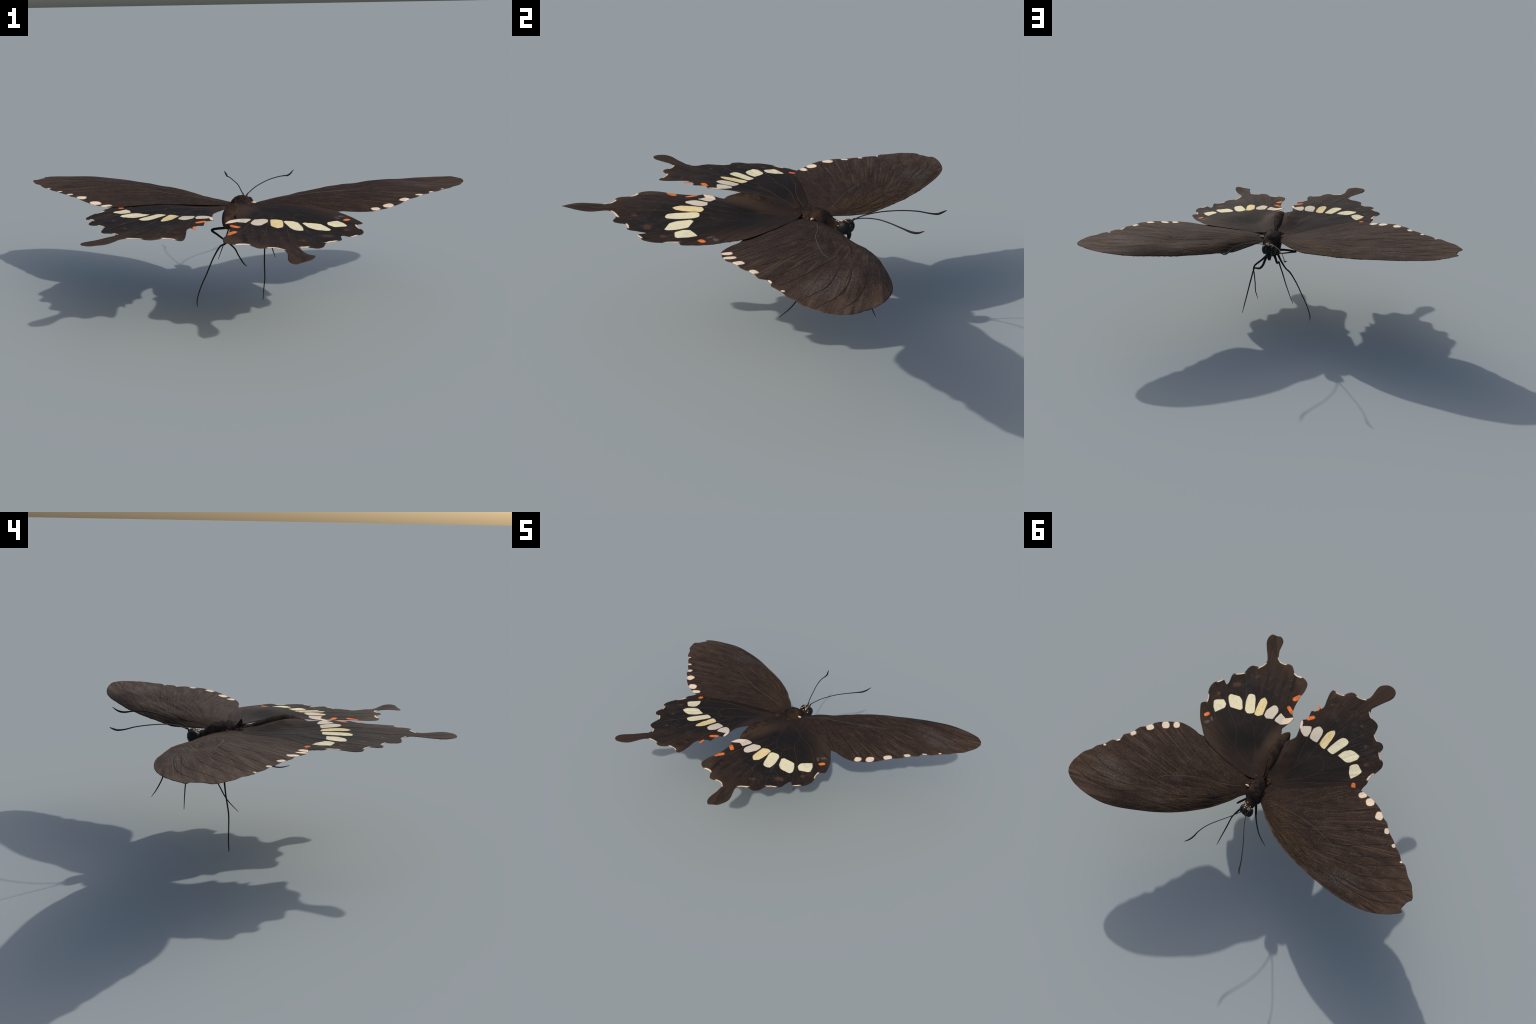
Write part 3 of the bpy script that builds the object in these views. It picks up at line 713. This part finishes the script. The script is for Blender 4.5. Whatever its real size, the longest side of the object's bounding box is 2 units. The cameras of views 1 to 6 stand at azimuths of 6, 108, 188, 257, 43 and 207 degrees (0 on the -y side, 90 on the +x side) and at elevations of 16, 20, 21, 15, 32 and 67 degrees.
for c, r in [((0.068, 0.222, 0.489), (0.012, 0.006, 0.004))]:
    link("scale_tuft", build_mesh("scale_tuft", *ellipsoid(c, r, 18, 10, 0.003, 150)), thorax, mat_pale)
for c, r in [((0.050, 0.158, 0.489), (0.020, 0.020, 0.008)), ((0.030, 0.126, 0.494), (0.016, 0.012, 0.006)), ((-0.026, 0.155, 0.488), (0.012, 0.024, 0.007)), ((0.054, 0.195, 0.486), (0.016, 0.022, 0.007)), ((-0.034, 0.215, 0.483), (0.012, 0.020, 0.006))]:
    link("scale_tuft", build_mesh("scale_tuft", *ellipsoid(c, r, 24, 14, 0.006, 120)), thorax, mat_tuft)

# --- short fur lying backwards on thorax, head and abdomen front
def fur(name, centre_of, count, parent, mat, length, spread):
    verts, faces = [], []
    for _ in range(count):
        base, normal = centre_of(rng.random(), rng.random())
        n = Vector(normal).normalized()
        lean = (n * 0.55 + Vector((rng.normal(0, 0.3), -0.8 + rng.normal(0, 0.25), rng.normal(0, 0.3)))).normalized()
        tip = Vector(base) + lean * length * (0.5 + rng.random())
        side = lean.orthogonal().normalized()
        o = len(verts)
        for k in range(3):
            a = math.tau * k / 3
            verts.append(Vector(base) - n * 0.001 + (side * math.cos(a) + lean.cross(side) * math.sin(a)) * spread)
        verts.append(tip)
        faces += [(o, o + 1, o + 3), (o + 1, o + 2, o + 3), (o + 2, o, o + 3), (o, o + 2, o + 1)]
    ob = link(name, build_mesh(name, verts, faces), parent, mat)
    ob["kind"] = "stuff"
    return ob


def on_thorax(u, v):
    y = 0.125 + 0.17 * u
    bulge = math.sin(math.pi * min(max((y - 0.095) / 0.22, 0), 1)) ** 0.5
    a = math.tau * v
    n = (math.cos(a), 0.0, math.sin(a))
    return (0.013 + 0.046 * bulge * n[0], y, 0.449 + 0.069 * bulge * n[2]), n


mat_fur = plain_material("dark_fur", lin(24, 20, 18), lin(66, 48, 36), 60, 0.95, 0.05)
fur("fur", on_thorax, 900, thorax, mat_fur, 0.011, 0.0008)

# --- head with eyes, palps and pale dots
head = link("head", build_mesh("head", *ellipsoid((0.013, 0.345, 0.461), (0.027, 0.029, 0.027), 32, 22, 0.004, 60)), butterfly, mat_horn)
for x, y, z in [(-0.010, 0.349, 0.459), (0.034, 0.343, 0.461)]:
    link("eye", build_mesh("eye", *ellipsoid((x, y, z), (0.0175, 0.0262, 0.0272), 32, 22)), head, mat_eye)
    inward = 0.007 if x < 0.01 else -0.007
    ring = [(x + inward, y + 0.0258 * math.cos(a), z + 0.0268 * math.sin(a)) for a in np.linspace(0, math.tau, 40)]
    link("eye_rim", build_mesh("eye_rim", *tube(ring, [0.0016] * 40, 6)), head, mat_rim)
for s in (-1, 1):
    link("palp", build_mesh("palp", *limb([(0.012 + 0.007 * s, 0.352, 0.452), (0.010 + 0.006 * s, 0.360, 0.428), (0.009 + 0.003 * s, 0.358, 0.404)], [0.010, 0.0100, 0.0045])), head, mat_horn)
    link("antenna_socket", build_mesh("antenna_socket", *limb([(0.012 + 0.006 * s, 0.362, 0.478), (0.012 + 0.008 * s, 0.370, 0.490), (0.012 + 0.010 * s, 0.376, 0.497)], [0.006, 0.004, 0.0022])), head, mat_horn)
for x, y, z, r in [(0.030, 0.318, 0.484, 0.0042), (0.024, 0.326, 0.486, 0.004), (0.026, 0.333, 0.488, 0.0045), (0.014, 0.335, 0.489, 0.003), (0.023, 0.345, 0.489, 0.004),
                   (0.001, 0.337, 0.487, 0.0038), (0.004, 0.346, 0.488, 0.0038), (-0.002, 0.325, 0.483, 0.0035), (0.022, 0.308, 0.484, 0.0035), (0.040, 0.322, 0.470, 0.0045), (0.043, 0.338, 0.434, 0.004), (-0.012, 0.330, 0.477, 0.0035)]:
    link("pale_dot", build_mesh("pale_dot", *ellipsoid((x, y, z - 0.0012), (r * 0.85, r * 0.85, r * 0.5), 12, 8)), head, mat_pale)

# --- antennae, clubbed
for pts in [[(0.018, 0.372, 0.491), (0.029, 0.382, 0.501), (0.055, 0.424, 0.519), (0.107, 0.490, 0.538), (0.149, 0.543, 0.543), (0.175, 0.592, 0.539), (0.186, 0.626, 0.534), (0.197, 0.650, 0.538), (0.211, 0.674, 0.5525)],
            [(0.003, 0.376, 0.492), (-0.006, 0.391, 0.501), (-0.030, 0.451, 0.521), (-0.065, 0.527, 0.530), (-0.094, 0.602, 0.530), (-0.109, 0.650, 0.5235), (-0.115, 0.677, 0.524), (-0.122, 0.692, 0.530), (-0.130, 0.708, 0.539)]]:
    link("antenna", build_mesh("antenna", *limb(pts, [0.0028, 0.0025, 0.0024, 0.0024, 0.0026, 0.0032, 0.0052, 0.0050, 0.0016], 8, 10)), butterfly, mat_horn)

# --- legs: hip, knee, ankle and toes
LEGS = [
    ([(-0.010, 0.200, 0.395), (-0.035, 0.203, 0.340), (-0.062, 0.212, 0.302), (-0.085, 0.227, 0.288), (-0.117, 0.229, 0.237), (-0.154, 0.222, 0.152), (-0.179, 0.226, 0.098), (-0.198, 0.230, 0.042), (-0.201, 0.229, 0.022), (-0.200, 0.228, 0.0006)],
     [0.009, 0.0065, 0.005, 0.0052, 0.0042, 0.0034, 0.003, 0.0028, 0.0026, 0.0016]),
    ([(0.000, 0.262, 0.405), (-0.013, 0.284, 0.391), (-0.026, 0.313, 0.374), (-0.032, 0.326, 0.377), (-0.040, 0.339, 0.389), (-0.050, 0.355, 0.369), (-0.066, 0.376, 0.336), (-0.084, 0.393, 0.287), (-0.105, 0.402, 0.230), (-0.126, 0.408, 0.175)],
     [0.010, 0.0085, 0.0075, 0.006, 0.0055, 0.0046, 0.0042, 0.003, 0.0024, 0.0012]),
    ([(0.030, 0.225, 0.395), (0.062, 0.255, 0.368), (0.100, 0.291, 0.343), (0.108, 0.287, 0.322), (0.109, 0.262, 0.285), (0.111, 0.221, 0.213), (0.115, 0.187, 0.148), (0.113, 0.168, 0.120), (0.112, 0.125, 0.0725)],
     [0.009, 0.0068, 0.006, 0.0045, 0.0036, 0.0032, 0.003, 0.0026, 0.0014]),
    ([(0.028, 0.280, 0.420), (0.042, 0.288, 0.380), (0.056, 0.297, 0.346), (0.068, 0.308, 0.336), (0.080, 0.348, 0.350), (0.087, 0.384, 0.363), (0.096, 0.442, 0.323), (0.116, 0.474, 0.235), (0.126, 0.496, 0.190), (0.133, 0.517, 0.157)],
     [0.010, 0.0085, 0.008, 0.0075, 0.0062, 0.0046, 0.004, 0.0032, 0.0026, 0.0012]),
    ([(0.000, 0.160, 0.392), (-0.050, 0.152, 0.390), (-0.109, 0.147, 0.381), (-0.080, 0.122, 0.366), (0.000, 0.052, 0.328), (0.024, 0.005, 0.308), (0.046, -0.039, 0.2935), (0.058, -0.066, 0.290), (0.071, -0.098, 0.292)],
     [0.009, 0.0075, 0.0065, 0.0055, 0.0042, 0.0032, 0.003, 0.0026, 0.0014])]
for pts, radii in LEGS:
    link("leg", build_mesh("leg", *limb(pts, radii, 8, 10)), butterfly, mat_horn)
